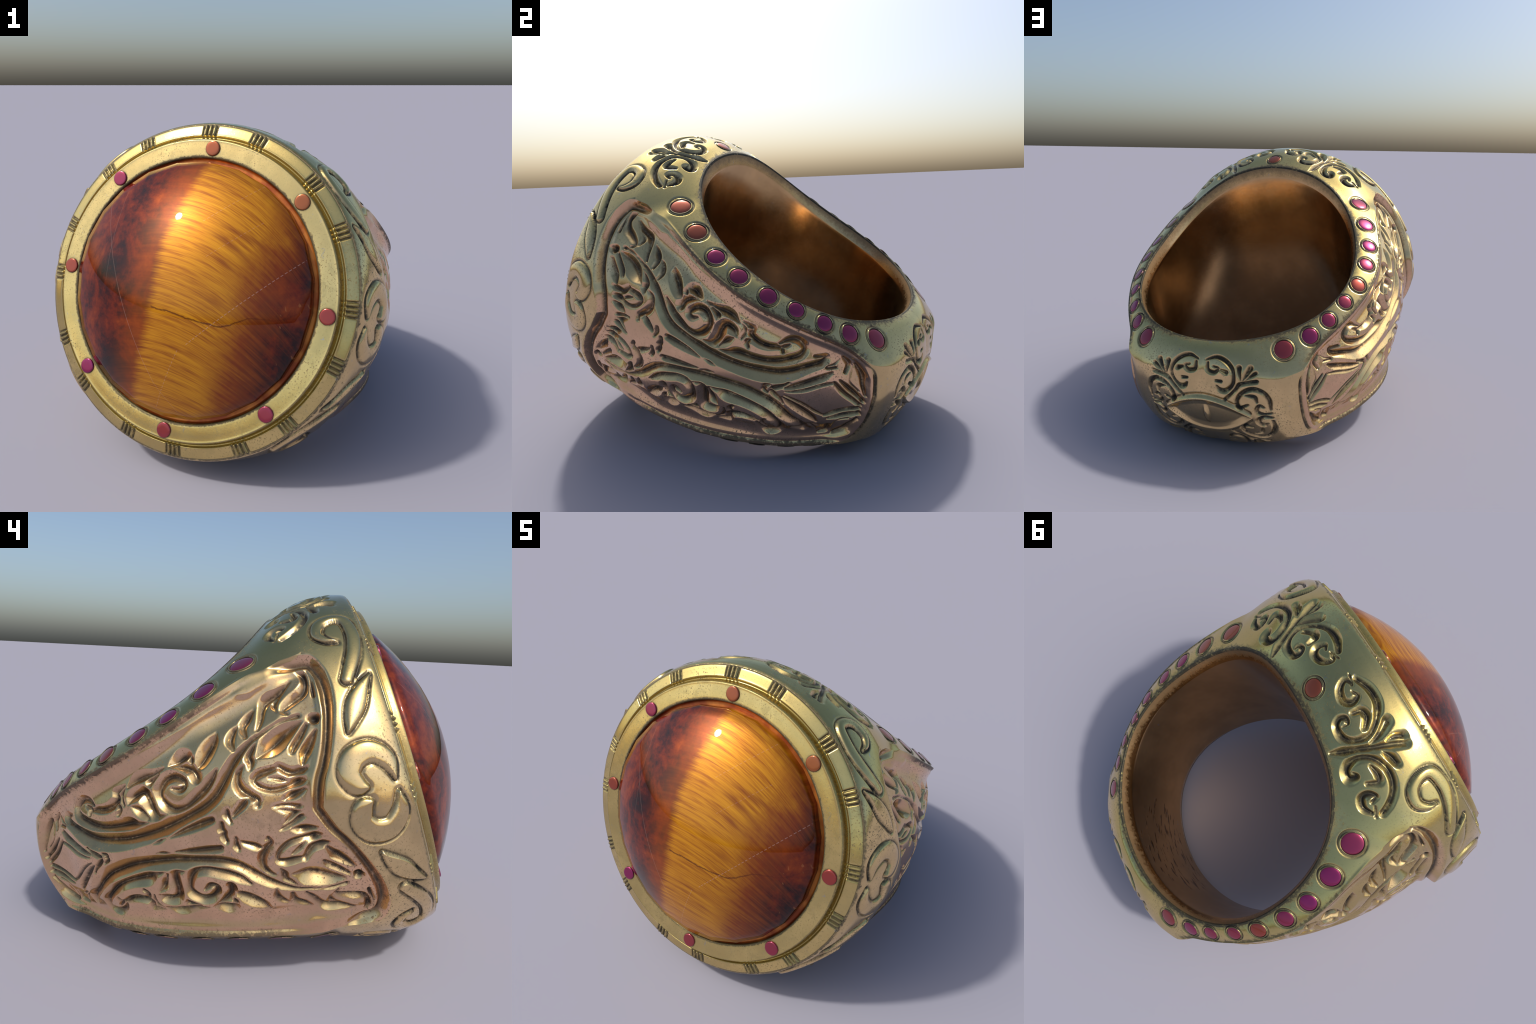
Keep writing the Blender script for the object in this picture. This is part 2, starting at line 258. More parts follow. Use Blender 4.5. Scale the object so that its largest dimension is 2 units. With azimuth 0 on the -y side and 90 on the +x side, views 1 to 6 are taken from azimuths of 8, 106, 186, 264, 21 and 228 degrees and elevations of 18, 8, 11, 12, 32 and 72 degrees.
def relief(ph, G):
    nphi, nv = G.shape[:2]
    d = np.degrees(ph)[:, None] + 0 * G[..., 0]; k = np.arange(nv)[None] + 0 * d
    P = G.reshape(-1, 3); x, y, z = P.T; dd = d.ravel(); kk = k.ravel()
    H = np.zeros(len(P))
    side = (kk >= NT - 1) & (dd > 30)
    # --- the recess of the panel behind its front edge; its wall runs over the top corner a little way along the crease
    fy = spl(z, FRONT_Z, FRONT_Y)
    zz = np.linspace(0, .553, 90); cur = np.stack([spl(zz, FRONT_Z, FRONT_Y), zz, 0 * zz + .01], 1)
    sub = np.where(side & (y < .9))[0]
    c3 = lift(cur, P[sub], (1, 2))
    pc = np.radians(np.linspace(45.5, 54, 14)); rc, zc = crease(pc)
    c3 = np.vstack([c3, np.stack([rc * np.sin(pc), YC - rc * np.cos(pc), zc], 1)])
    c3[86:94] = np.stack([np.convolve(np.pad(c3[82:98, q], 2, "edge"), np.ones(5) / 5, "valid")[4:12] for q in range(3)], 1)
    inside = (kk >= NT - 12) & (dd > 30) & (y > fy - .05) & (y < .85) & (z < .62)
    idx = np.where(inside)[0]
    _, _, dist = nearest_on(P[idx], c3, np.full(len(c3), .01))
    sgn = np.where((y[idx] > fy[idx]) & (kk[idx] >= NT - 1), dist, -dist)
    q = sstep(.32, .44, y[idx]); edge = (1 - q) + q * sstep(NT - 1, NT + 24, kk[idx])
    H[idx] += edge * (-.046 * sstep(.0, .028, sgn) + .012 * np.exp(-((sgn - .052) / .014) ** 2) * (sgn > 0) + .030 * sstep(.05, .30, sgn))
    # flat ledge kept beyond the fall-off window
    far = side & (y >= .85) & (dd < 150); by = spl(z, BACK_Z, BACK_Y)
    H[far] -= .016 * sstep(0, .08, by[far] - y[far]) * sstep(NT - 1, NT + 24, kk[far])
    # --- rib and groove round the back end of the panel and along the crease
    zz = np.linspace(0, .22, 40); cur = np.stack([spl(zz, BACK_Z, BACK_Y), zz, 0 * zz + .01], 1)
    idx = np.where((dd > 125) & (dd < 156))[0]
    c3 = lift(cur, P[idx[kk[idx] >= NT - 4]], (1, 2))
    _, _, dist = nearest_on(P[idx], c3, np.full(len(c3), .01))
    sg = np.where(y[idx] < by[idx], dist, -dist)
    low = sstep(NT - 5, NT + 2, kk[idx])
    H[idx] += low * (1 - sstep(.15, .205, z[idx])) * (.010 * np.exp(-((sg - .020) / .011) ** 2) - .009 * np.exp(-((sg + .002) / .007) ** 2) - .005 * np.exp(-((sg - .045) / .010) ** 2))
    cz = crease(ph)[1][:, None] + 0 * G[..., 0]
    dc = (cz - G[..., 2]).ravel()                               # height below the crease
    along = sstep(50, 58, dd) * (1 - sstep(134, 142, dd))
    m = (kk >= NT - 1)
    H[m] += (along * (-.006 * np.exp(-((dc - .018) / .009) ** 2)))[m]
    m = (kk < NT) & (kk > NT - 14)
    H[m] += (along * .004 * np.exp(-((kk - NT + 3) / 3.0) ** 2))[m]
    # --- engraved strokes
    def engrave(strokes, axes, zone, slope, grow, cap, sharp=1.0):
        zi = np.where(zone)[0]; Z = P[zi]; depth = np.zeros(len(zi))
        for name, pts in strokes.items():
            c3, w = stroke(pts, Z, axes); w = w * (1 + (grow - 1) * (.65 + .35 * sstep(.010, .021, w)))
            lo = c3.min(0) - .06; hi = c3.max(0) + .06
            near = np.where(((Z > lo) & (Z < hi)).all(1))[0]
            if not len(near): continue
            mrg, hw, _ = nearest_on(Z[near], c3, w)
            depth[near] = np.maximum(depth[near], np.minimum(slope * np.maximum(mrg, 0), cap))
        H[zi] -= depth
    engrave(PANEL, (1, 2), side & (y > .2) & (dd < 150), 1.0, 1.34, .050)
    engrave(TOP, (0, 1), (y < .50) & (dd < 60) & (z > .35), 1.0, 1.08, .024)
    engrave(BACK, (0, 2), (dd > 142), 1.0, 1.15, .018)
    # --- raised pads beside the bezel, each with a sunk outline
    zi = np.where((dd > 18) & (dd < 62) & (y < .32))[0]; Z = P[zi]; up = np.zeros(len(zi)); outl = np.zeros(len(zi)); any_in = np.full(len(zi), -9.0)
    for name, pts in SHOULDER.items():
        c3, w = stroke(pts, Z, (1, 2)); mrg, hw, _ = nearest_on(Z, c3, w)
        r = np.clip(mrg / np.maximum(hw, .006), 0, 1)
        up = np.maximum(up, .0110 * np.sqrt(1 - (1 - r) ** 2)); any_in = np.maximum(any_in, mrg)
    H[zi] += up - .0055 * np.exp(-((any_in + .003) / .0060) ** 2)
    # --- the eye on the back: raised lids, sunk white, upright slit
    b = (dd > 150) & (z < .2)
    lid = .090 * (1 - (x / .225) ** 2)
    e = np.where(b, z - lid, 9)
    H += np.where(b & (x < .24), .009 * np.exp(-((e - .012) / .010) ** 2) - .006 * np.exp(-((e - .034) / .009) ** 2) - .011 * sstep(.006, -.030, e), 0)
    slit = np.hypot(x / .016, z / .058)
    H += np.where(b, .012 * sstep(1.25, .4, slit), 0)
    # --- seats of the gems
    for gx, gy, gz, rad in GEMS:
        j = np.linalg.norm(P - (gx, gy, gz), axis=1).argmin(); r = np.linalg.norm(P - P[j], axis=1) / rad
        H -= .004 * sstep(1.12, .98, r) + .0045 * np.exp(-((r - 1.24) / .08) ** 2)
    # --- hammered unevenness of hand work
    H += .0012 * np.sin(17 * x + 9 * z + 3) * np.sin(13 * y + 11 * z + 1) * (1 - sstep(.03, .0, y - .06))
    return H.reshape(nphi, nv)

def panel_mask(ph, G):
    d = np.degrees(ph)[:, None]; k = np.arange(G.shape[1])[None]
    y, z = G[..., 1], G[..., 2]
    return (d > 30) & (d < 150) & (k >= NT - 1) & (y > spl(z, FRONT_Z, FRONT_Y) + .002) & (y < spl(z, BACK_Z, BACK_Y) - .003) & (z < .553)

# ------------------------------------------------------------------ placement of the ring in the scene
AX_X = Vector((0.9724, -0.2278, -0.0511)); AX_Y = Vector((0.1968, 0.9175, -0.3457)); AX_Z = Vector((0.1256, 0.3261, 0.9370))
ORIGIN = Vector((-0.1006, -0.7025, 0.8761))
PLACE = Matrix(((AX_X.x, AX_Y.x, AX_Z.x, ORIGIN.x), (AX_X.y, AX_Y.y, AX_Z.y, ORIGIN.y), (AX_X.z, AX_Y.z, AX_Z.z, ORIGIN.z), (0, 0, 0, 1)))

root = bpy.data.objects.new("signet_ring", None)
bpy.context.scene.collection.objects.link(root)
root.matrix_world = PLACE
root["label"] = "ornate engraved gold signet ring with domed tiger eye and red gems"
root["category"] = "ring"

def add_mesh(name, verts, faces, mat, smooth=True, parent=None, normals=None):
    me = bpy.data.meshes.new(name)
    verts = np.asarray(verts, np.float32); faces = np.asarray(faces, np.int32)
    k = faces.shape[1]
    me.vertices.add(len(verts)); me.vertices.foreach_set("co", verts.ravel())
    me.loops.add(faces.size); me.loops.foreach_set("vertex_index", faces.ravel())
    me.polygons.add(len(faces)); me.polygons.foreach_set("loop_start", np.arange(0, faces.size, k, dtype=np.int32))
    me.update(calc_edges=True); me.validate()
    me.polygons.foreach_set("use_smooth", np.full(len(me.polygons), smooth))
    if normals is not None: me.normals_split_custom_set_from_vertices(normals.tolist())
    me.materials.append(mat)
    ob = bpy.data.objects.new(name, me); bpy.context.scene.collection.objects.link(ob)
    ob.parent = parent or root
    return ob

def grid_faces(n, m, close=False):
    i, j = np.meshgrid(np.arange(n if close else n - 1), np.arange(m - 1), indexing="ij")
    a = i * m + j; b = ((i + 1) % n) * m + j
    return np.stack([a, b, b + 1, a + 1], -1).reshape(-1, 4)

def weld(V, F, tol=1e-5):
    key = np.round(V / tol).astype(np.int64)
    _, idx, inv = np.unique(key, axis=0, return_index=True, return_inverse=True)
    inv = inv.ravel(); F = inv[F]
    good = np.array([True] * len(F))
    for a in range(4):
        for b in range(a + 1, 4): good &= F[:, a] != F[:, b]
    return V[idx], F[good]

def vert_normals(V, F):
    a, b, c, d = (V[F[:, k]] for k in range(4))
    fn = np.cross(c - a, d - b)
    N = np.zeros_like(V)
    for k in range(4):
        for c2 in range(3): N[:, c2] += np.bincount(F[:, k], fn[:, c2], len(V))
    return N / (np.linalg.norm(N, axis=1, keepdims=True) + 1e-12)

def mirror4(G, F):
    """quadrant grid (x>=0, z>=0) to the full ring"""
    V = G.reshape(-1, 3); Vs, Fs, o = [], [], 0
    for sx in (1, -1):
        for sz in (1, -1):
            Vs.append(V * (sx, 1, sz)); f = F + o
            Fs.append(f if sx * sz > 0 else f[:, ::-1]); o += len(V)
    return np.vstack(Vs), np.vstack(Fs)

# ------------------------------------------------------------------ materials
def nodes(name):
    m = bpy.data.materials.new(name); m.use_nodes = True
    nt = m.node_tree; b = nt.nodes["Principled BSDF"]
    N = lambda t, **kw: _set(nt.nodes.new("ShaderNode" + t), kw)
    L = lambda a, c: nt.links.new(a, c)
    return m, b, N, L
def _set(n, kw):
    for k, v in kw.items():
        if k.startswith("i_"): n.inputs[k[2:].replace("_", " ")].default_value = v
        else: setattr(n, k, v)
    return n
def ramp(N, pts, interp="LINEAR"):
    r = N("ValToRGB"); e = r.color_ramp; e.interpolation = interp
    while len(e.elements) < len(pts): e.elements.new(.5)
    for el, (p, c) in zip(e.elements, pts):
        el.position = p; el.color = (c, c, c, 1) if not isinstance(c, tuple) else (*c, 1)
    return r

def math_tools(N, L):
    def M(op, a, c=None, d=None, clamp=False):
        n = N("Math", operation=op, use_clamp=clamp)
        for i, v in enumerate((a, c, d)):
            if v is None: continue
            if isinstance(v, (int, float)): n.inputs[i].default_value = v
            else: L(v, n.inputs[i])
        return n.outputs[0]
    def smooth(v, a, c, lo=0.0, hi=1.0):
        n = N("MapRange", interpolation_type="SMOOTHSTEP"); L(v, n.inputs[0])
        for k, q in enumerate((a, c, lo, hi)): n.inputs[k + 1].default_value = q
        return n.outputs[0]
    def mix(f, a, c):
        n = N("MixRGB")
        for i, v in enumerate((f, a, c)):
            if isinstance(v, tuple): n.inputs[i].default_value = (*v, 1)
            elif isinstance(v, float): n.inputs[i].default_value = v
            else: L(v, n.inputs[i])
        return n.outputs[0]
    return M, smooth, mix

def gold_material(name, base, rough, place="band", dark=(.022, .020, .016), green=.5):
    """old gold: polished, grime in the hollows, tarnish specks, worn dark rims"""
    m, b, N, L = nodes(name); M, smooth, mix = math_tools(N, L)
    tc = N("TexCoord"); geo = N("NewGeometry"); P = tc.outputs["Object"]
    sep = N("SeparateXYZ"); L(P, sep.inputs[0]); X, Y, Zc = sep.outputs
    def tex(scale, detail, rgh, dist=0.0):
        n = N("TexNoise", i_Scale=scale, i_Detail=detail, i_Roughness=rgh, i_Distortion=dist); L(P, n.inputs["Vector"]); return n.outputs[0]
    big = tex(3.2, 5.0, .6); mid = tex(14.0, 6.0, .68, .3); fine = tex(60.0, 6.0, .72); spk = tex(120.0, 3.0, .55)
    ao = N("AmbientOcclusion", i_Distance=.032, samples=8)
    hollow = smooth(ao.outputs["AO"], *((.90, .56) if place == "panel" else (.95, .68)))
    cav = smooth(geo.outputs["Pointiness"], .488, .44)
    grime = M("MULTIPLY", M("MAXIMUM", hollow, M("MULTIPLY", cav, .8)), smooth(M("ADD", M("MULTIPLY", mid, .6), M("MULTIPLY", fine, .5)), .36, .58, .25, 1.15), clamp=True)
    if place == "bezel": grime = M("MULTIPLY", grime, .85)
    rag = M("ADD", M("MULTIPLY", fine, .65), M("MULTIPLY", mid, .35))
    if place in ("band", "panel"):
        # distance outside the lip of the finger hole: rho - rim(angle)
        yy = M("SUBTRACT", YC, Y); rho = M("SQRT", M("ADD", M("MULTIPLY", X, X), M("MULTIPLY", yy, yy)))
        c = M("DIVIDE", yy, rho); c2 = M("MULTIPLY", c, c); c4 = M("MULTIPLY", c2, c2)
        rr = M("ADD", M("MULTIPLY_ADD", c, .034, .629 + .017 - .010), M("ADD", M("MULTIPLY", c2, -.034 + .08), M("MULTIPLY", c4, -.08)))
        off = M("SUBTRACT", rho, rr)
        lip = smooth(M("MULTIPLY_ADD", M("SUBTRACT", rag, .5), .13, off), .034, .002, 0.0, .9)
        bz = smooth(M("MULTIPLY_ADD", M("SUBTRACT", rag, .5), .05, Y), .052, .044)
        # along the crease between gem strip and panel: the same curve as the model's crease()
        ang = M("ARCTAN2", M("ABSOLUTE", X), yy); u = M("DIVIDE", M("SUBTRACT", ang, math.radians(100)), math.radians(60))
        def poly(cs):
            v = float(cs[-1])
            for q in cs[-2::-1]: v = M("MULTIPLY_ADD", v, u, q)
            return v
        da = M("SUBTRACT", rho, poly(CR_R)); db = M("SUBTRACT", M("ABSOLUTE", Zc), poly(CR_Z))
        dist = M("SQRT", M("ADD", M("MULTIPLY", da, da), M("MULTIPLY", db, db)))
        on = M("MULTIPLY", smooth(ang, math.radians(54), math.radians(66)), smooth(ang, math.radians(143), math.radians(136)))
        cre = M("MULTIPLY", smooth(M("MULTIPLY_ADD", M("SUBTRACT", rag, .5), .13, dist), .026, .006), on)
        worn = M("MAXIMUM", M("MAXIMUM", lip, M("MULTIPLY", cre, .85)), M("MULTIPLY", bz, .8))
    elif place == "bezel":
        r = M("SQRT", M("ADD", M("MULTIPLY", X, X), M("MULTIPLY", Zc, Zc))); q = M("MULTIPLY_ADD", M("SUBTRACT", rag, .5), .045, r)
        a = M("SUBTRACT", 1.0, smooth(M("ABSOLUTE", M("SUBTRACT", q, .608)), .003, .011)); d = M("SUBTRACT", 1.0, smooth(M("ABSOLUTE", M("SUBTRACT", q, .692)), .001, .006))
        worn = M("MAXIMUM", M("MULTIPLY", a, .85), M("MULTIPLY", d, .5))
        cove = M("MULTIPLY", smooth(r, .690, .697), smooth(r, .7185, .711)); grime = M("MULTIPLY", grime, M("MULTIPLY_ADD", cove, -.7, 1.0))
    elif place == "edge":
        worn = smooth(rag, .30, .50, .35, .95)
    elif place == "lining":
        yy = M("SUBTRACT", YC, Y); rho = M("SQRT", M("ADD", M("MULTIPLY", X, X), M("MULTIPLY", yy, yy))); c = M("DIVIDE", yy, rho)
        zr = M("MULTIPLY_ADD", c, M("MULTIPLY_ADD", c, M("MULTIPLY_ADD", c, .060, .120), .168), .432)        # height of the lip
        below = M("SUBTRACT", zr, M("ABSOLUTE", Zc))
        worn = M("MULTIPLY", smooth(M("MULTIPLY_ADD", M("SUBTRACT", rag, .5), .12, below), .062, .010), .55)
    else:
        worn = M("MULTIPLY", grime, 0.0)
    specks = M("MULTIPLY", smooth(spk, .575, .64), smooth(big, .44, .62, .12 if place != 'lining' else 0.0, .95 if place != 'lining' else .5))
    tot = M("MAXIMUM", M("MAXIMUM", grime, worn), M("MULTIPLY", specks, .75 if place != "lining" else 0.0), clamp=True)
    tone = mix(smooth(big, .36, .66), tuple(c * .84 for c in base), tuple(min(1, c * 1.10) for c in base))
    tone = mix(M("MULTIPLY", smooth(mid, .42, .66), .30 * green), tone, (.40, .44, .22))
    if place != "lining":                      # up-facing gold tinted olive: sky reflection mixed into the base colour
        up = N("SeparateXYZ"); L(geo.outputs["Normal"], up.inputs[0])
        tone = mix(M("MULTIPLY", smooth(up.outputs[2], *((-.10, .45) if place == "panel" else (.15, .85))), .5 if place == "panel" else .6), tone, (.56, .50, .15) if place != "bezel" else (.68, .56, .15))
    grey = M("MULTIPLY", smooth(tex(38.0, 2.0, .4, 1.5), .66, .74), smooth(mid, .50, .62)); tone = mix(M("MULTIPLY", grey, .5), tone, (.36, .40, .50))
    if place == "panel": tone = mix(smooth(ao.outputs["AO"], .97, .72, 0.0, .48), tone, (.40, .24, .11))       # cut facets darkened brown through AO, their shading put in the colour
    if place == "bezel":
        tone = mix(M("MULTIPLY", cove, .5), tone, (.36, .25, .05))
    # cloudy dull patches
    blot = M("MULTIPLY", smooth(mid, .50, .66), smooth(big, .40, .60)); tone = mix(M("MULTIPLY", blot, .38 if place not in ("lining", "edge") else .0), tone, tuple(c * .52 for c in base))
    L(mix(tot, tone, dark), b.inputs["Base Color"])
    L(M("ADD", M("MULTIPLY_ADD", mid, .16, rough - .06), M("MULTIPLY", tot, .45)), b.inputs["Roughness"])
    L(smooth(tot, 0.0, 1.0, 1.0, .4), b.inputs["Metallic"])
    bp = N("Bump", i_Strength=.06, i_Distance=.004); L(fine, bp.inputs["Height"]); out = bp.outputs[0]
    if place == "lining":                      # a patch of long chisel scratches inside the back
        c = N("CombineXYZ"); L(M("MULTIPLY", X, 11.0), c.inputs[0]); L(M("MULTIPLY_ADD", X, 7.0, M("MULTIPLY", Zc, 46.0)), c.inputs[1])
        n = N("TexNoise", i_Scale=1.0, i_Detail=2.0, i_Roughness=.5); L(c.outputs[0], n.inputs["Vector"])
        e = M("ADD", M("POWER", M("ABSOLUTE", M("DIVIDE", X, .30)), 2.0), M("POWER", M("ABSOLUTE", M("DIVIDE", Zc, .24)), 2.0))
        on = M("MULTIPLY", smooth(M("MULTIPLY_ADD", M("SUBTRACT", mid, .5), 1.2, e), 1.05, .80), M("GREATER_THAN", Y, 1.3))
        cut = M("MULTIPLY", smooth(n.outputs[0], .56, .66), on)
        b2 = N("Bump", i_Strength=.3, i_Distance=.010, invert=True); L(cut, b2.inputs["Height"]); L(out, b2.inputs["Normal"]); out = b2.outputs[0]
        tot = M("MAXIMUM", tot, M("MULTIPLY", cut, .75)); L(mix(tot, tone, dark), b.inputs["Base Color"])
    L(out, b.inputs["Normal"])
    return m

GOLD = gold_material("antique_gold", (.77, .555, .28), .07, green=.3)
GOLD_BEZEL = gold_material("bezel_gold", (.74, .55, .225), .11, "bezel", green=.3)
GOLD_PANEL = gold_material("pinkish_panel_gold", (.83, .525, .33), .06, "panel", (.030, .023, .017), .25)
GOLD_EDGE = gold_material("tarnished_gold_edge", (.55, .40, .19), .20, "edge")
GOLD_IN = gold_material("worn_gold_lining", (.64, .41, .20), .19, "lining", (.05, .035, .02), .15)  # base browned to carry the orange bounce light inside the hole

def seat_material():
    m, b, N, L = nodes("seat_gold_tinted_by_stone"); M, smooth, mix = math_tools(N, L)
    tc = N("TexCoord"); n = N("TexNoise", i_Scale=9.0, i_Detail=4.0); L(tc.outputs["Object"], n.inputs["Vector"])
    L(mix(smooth(n.outputs[0], .35, .65), (.30, .06, .014), (.62, .22, .04)), b.inputs["Base Color"])  # orange reflection of the stone painted onto the gold recess wall
    b.inputs["Metallic"].default_value = .55; b.inputs["Roughness"].default_value = .35
    return m
SEAT = seat_material()

def gem_material():
    m, b, N, L = nodes("red_gem"); M, smooth, mix = math_tools(N, L)
    at = N("Attribute", attribute_type="OBJECT", attribute_name='["tone"]')      # from orange red to magenta, one value per gem
    r = ramp(N, [(0.0, (.33, .095, .028)), (.35, (.31, .045, .035)), (.65, (.29, .030, .065)), (1.0, (.27, .015, .105))]); L(at.outputs["Fac"], r.inputs[0])
    L(r.outputs[0], b.inputs["Base Color"])
    b.inputs["Metallic"].default_value = .75; b.inputs["Roughness"].default_value = .2
    b.inputs["Coat Weight"].default_value = .5; b.inputs["Coat Roughness"].default_value = .06
    return m
GEM = gem_material()

def stone_material():
    m, b, N, L = nodes("tiger_eye")
    tc = N("TexCoord"); sep = N("SeparateXYZ"); L(tc.outputs["Object"], sep.inputs[0])
    X, Zc = sep.outputs[0], sep.outputs[2]
    def M(op, a, c=None, d=None, clamp=False):
        n = N("Math", operation=op, use_clamp=clamp)
        for i, v in enumerate((a, c, d)):
            if v is None: continue
            if isinstance(v, (int, float)): n.inputs[i].default_value = v
            else: L(v, n.inputs[i])
        return n.outputs[0]
    def smooth(v, a, c):
        n = N("MapRange", interpolation_type="SMOOTHSTEP"); L(v, n.inputs[0]); n.inputs[1].default_value = a; n.inputs[2].default_value = c
        return n.outputs[0]
    def curve(v, lo, hi, pts, off):          # a smooth function of one coordinate, as a grey ramp
        r = ramp(N, [((p - lo) / (hi - lo), q + off) for p, q in pts], "B_SPLINE"); L(M("DIVIDE", M("SUBTRACT", v, lo), hi - lo), r.inputs[0])
        return M("SUBTRACT", r.outputs[0], off)
    def noise(sx, sv, detail=4.0, rough=.6, seed=0.0):
        c = N("CombineXYZ"); L(M("MULTIPLY", X, sx), c.inputs[0]); L(M("MULTIPLY", V, sv), c.inputs[1]); c.inputs[2].default_value = seed
        n = N("TexNoise", i_Scale=1.0, i_Detail=detail, i_Roughness=rough); L(c.outputs[0], n.inputs["Vector"]); return n.outputs[0]
    def mix(f, a, c):
        n = N("MixRGB")
        for i, v in enumerate((f, a, c)):
            if isinstance(v, tuple): n.inputs[i].default_value = (*v, 1)
            elif isinstance(v, float): n.inputs[i].default_value = v
            else: L(v, n.inputs[i])
        return n.outputs[0]
    # the fibres run across the stone and sag to the right
    V = M("ADD", M("MULTIPLY_ADD", M("MULTIPLY", X, X), .9, Zc), M("MULTIPLY", X, .06))
    fib = noise(3.0, 54.0, 6.0, .64); fine = noise(8.0, 200.0, 3.0, .6, 4.0); wisps = noise(2.0, 9.0, 3.0, .5, 9.0)
    blotn = N("TexNoise", i_Scale=5.0, i_Detail=5.0, i_Roughness=.62, i_Distortion=.6); L(tc.outputs["Object"], blotn.inputs["Vector"]); blot = blotn.outputs[0]
    speck = N("TexNoise", i_Scale=26.0, i_Detail=4.0, i_Roughness=.7); L(tc.outputs["Object"], speck.inputs["Vector"]); spk = speck.outputs[0]
    left = curve(Zc, -.6, .6, [(-.6, -.17), (-.47, -.138), (-.26, -.075), (-.1, -.045), (.03, -.05), (.2, -.055), (.4, -.012), (.58, .02)], .5)
    right = curve(Zc, -.6, .6, [(-.6, .22), (-.35, .25), (-.1, .283), (.1, .325), (.25, .385), (.42, .39), (.58, .27)], .5)
    fx = M("ADD", M("MULTIPLY_ADD", M("SUBTRACT", fine, .5), .05, X), M("MULTIPLY", M("SUBTRACT", fib, .5), .05))
    inl = smooth(M("SUBTRACT", fx, left), -.034, .030)
    over = M("ADD", M("ADD", M("SUBTRACT", X, right), M("MULTIPLY", M("SUBTRACT", fib, .5), .34)), M("MULTIPLY", M("SUBTRACT", blot, .5), .22))
    inr = M("SUBTRACT", 1.0, smooth(over, -.07, .10))
    f2 = M("ADD", M("MULTIPLY", fib, .62), M("MULTIPLY", fine, .38))
    gold = ramp(N, [(.30, (.15, .028, .004)), (.42, (.33, .105, .006)), (.52, (.48, .19, .008)), (.68, (.62, .28, .011))]); L(f2, gold.inputs[0])
    # a few thick brown fibres
    brown = M("MULTIPLY", smooth(wisps, .60, .74), smooth(X, -.02, .22))
    gold2 = mix(M("MULTIPLY", brown, .75), gold.outputs[0], (.15, .022, .006))
    dk = M("ADD", M("MULTIPLY", blot, .7), M("MULTIPLY", spk, .3))
    dark = ramp(N, [(.35, (.006, .005, .007)), (.44, (.034, .006, .005)), (.54, (.125, .015, .004)), (.70, (.27, .046, .005))]); L(dk, dark.inputs[0])
    glow = M("MULTIPLY", smooth(M("SUBTRACT", X, left), -.22, .03), M("MULTIPLY_ADD", fib, 1.0, .12))
    darkl = mix(M("MULTIPLY", glow, .75), dark.outputs[0], (.38, .095, .008))
    trans = M("SUBTRACT", 1.0, smooth(over, .04, .24))
    darkr = mix(M("MULTIPLY", trans, .85), dark.outputs[0], (.22, .045, .006))
    body = mix(smooth(X, -.02, .12), darkl, darkr)
    col = mix(M("MULTIPLY", inl, inr), body, gold2)
    # pale flecks in the dark right side
    fl = M("MULTIPLY", smooth(noise(30.0, 26.0, 2.0, .5, 2.0), .66, .72), smooth(over, .12, .2)); col = mix(M("MULTIPLY", fl, .35), col, (.42, .16, .05))
    # the crack
    cr = curve(X, -.1, .6, [(-.1, -.08), (-.05, -.084), (.1, -.099), (.25, -.118), (.30, -.10), (.367, -.048), (.49, -.06), (.6, .05)], .5)
    dz = M("ABSOLUTE", M("SUBTRACT", M("MULTIPLY_ADD", M("SUBTRACT", spk, .5), .022, Zc), cr))
    crm = M("MULTIPLY", M("SUBTRACT", 1.0, smooth(dz, .0008, .0055)), M("MULTIPLY", smooth(X, -.06, -.045), M("MULTIPLY_ADD", smooth(X, .50, .24), .75, .25))); col = mix(M("MULTIPLY", crm, .75), col, (.06, .008, .004))
    # hair scratches, some broken into dashes
    for (x0, z0), (x1, z1), dash, s in (((-.028, -.538), (.087, -.246), True, .22), ((.124, -.213), (.53, .216), True, .32), ((-.452, .331), (-.246, -.032), False, .12),
                                        ((-.246, -.032), (-.028, -.421), False, .16), ((-.028, -.421), (.075, -.538), False, .12), ((.095, .306), (.292, .50), True, .14), ((.15, .162), (.341, .344), True, .12), ((-.36, .40), (-.33, -.02), False, .08)):
        l = math.hypot(x1 - x0, z1 - z0); ux, uz = (x1 - x0) / l, (z1 - z0) / l
        t = M("ADD", M("MULTIPLY", X, ux), M("MULTIPLY_ADD", Zc, uz, -(x0 * ux + z0 * uz)))
        n = M("ABSOLUTE", M("ADD", M("MULTIPLY", X, -uz), M("MULTIPLY_ADD", Zc, ux, x0 * uz - z0 * ux)))
        k = M("MULTIPLY", M("MULTIPLY", M("GREATER_THAN", t, 0.0), M("LESS_THAN", t, l)), M("SUBTRACT", 1.0, smooth(n, .0006, .0022)))
        if dash: k = M("MULTIPLY", k, M("GREATER_THAN", M("SINE", M("MULTIPLY", t, 330.0)), -.35))
        col = mix(M("MULTIPLY", k, s), col, (.62, .42, .34))
    L(col, b.inputs["Base Color"])
    b.inputs["Metallic"].default_value = .38
    b.inputs["Roughness"].default_value = .42; b.inputs["Specular IOR Level"].default_value = 0.0
    b.inputs["Specular Tint"].default_value = (1, .55, .25, 1)
    b.inputs["Coat Weight"].default_value = .8; b.inputs["Coat Roughness"].default_value = .02; b.inputs["Coat IOR"].default_value = 1.42
    return m
STONE = stone_material()

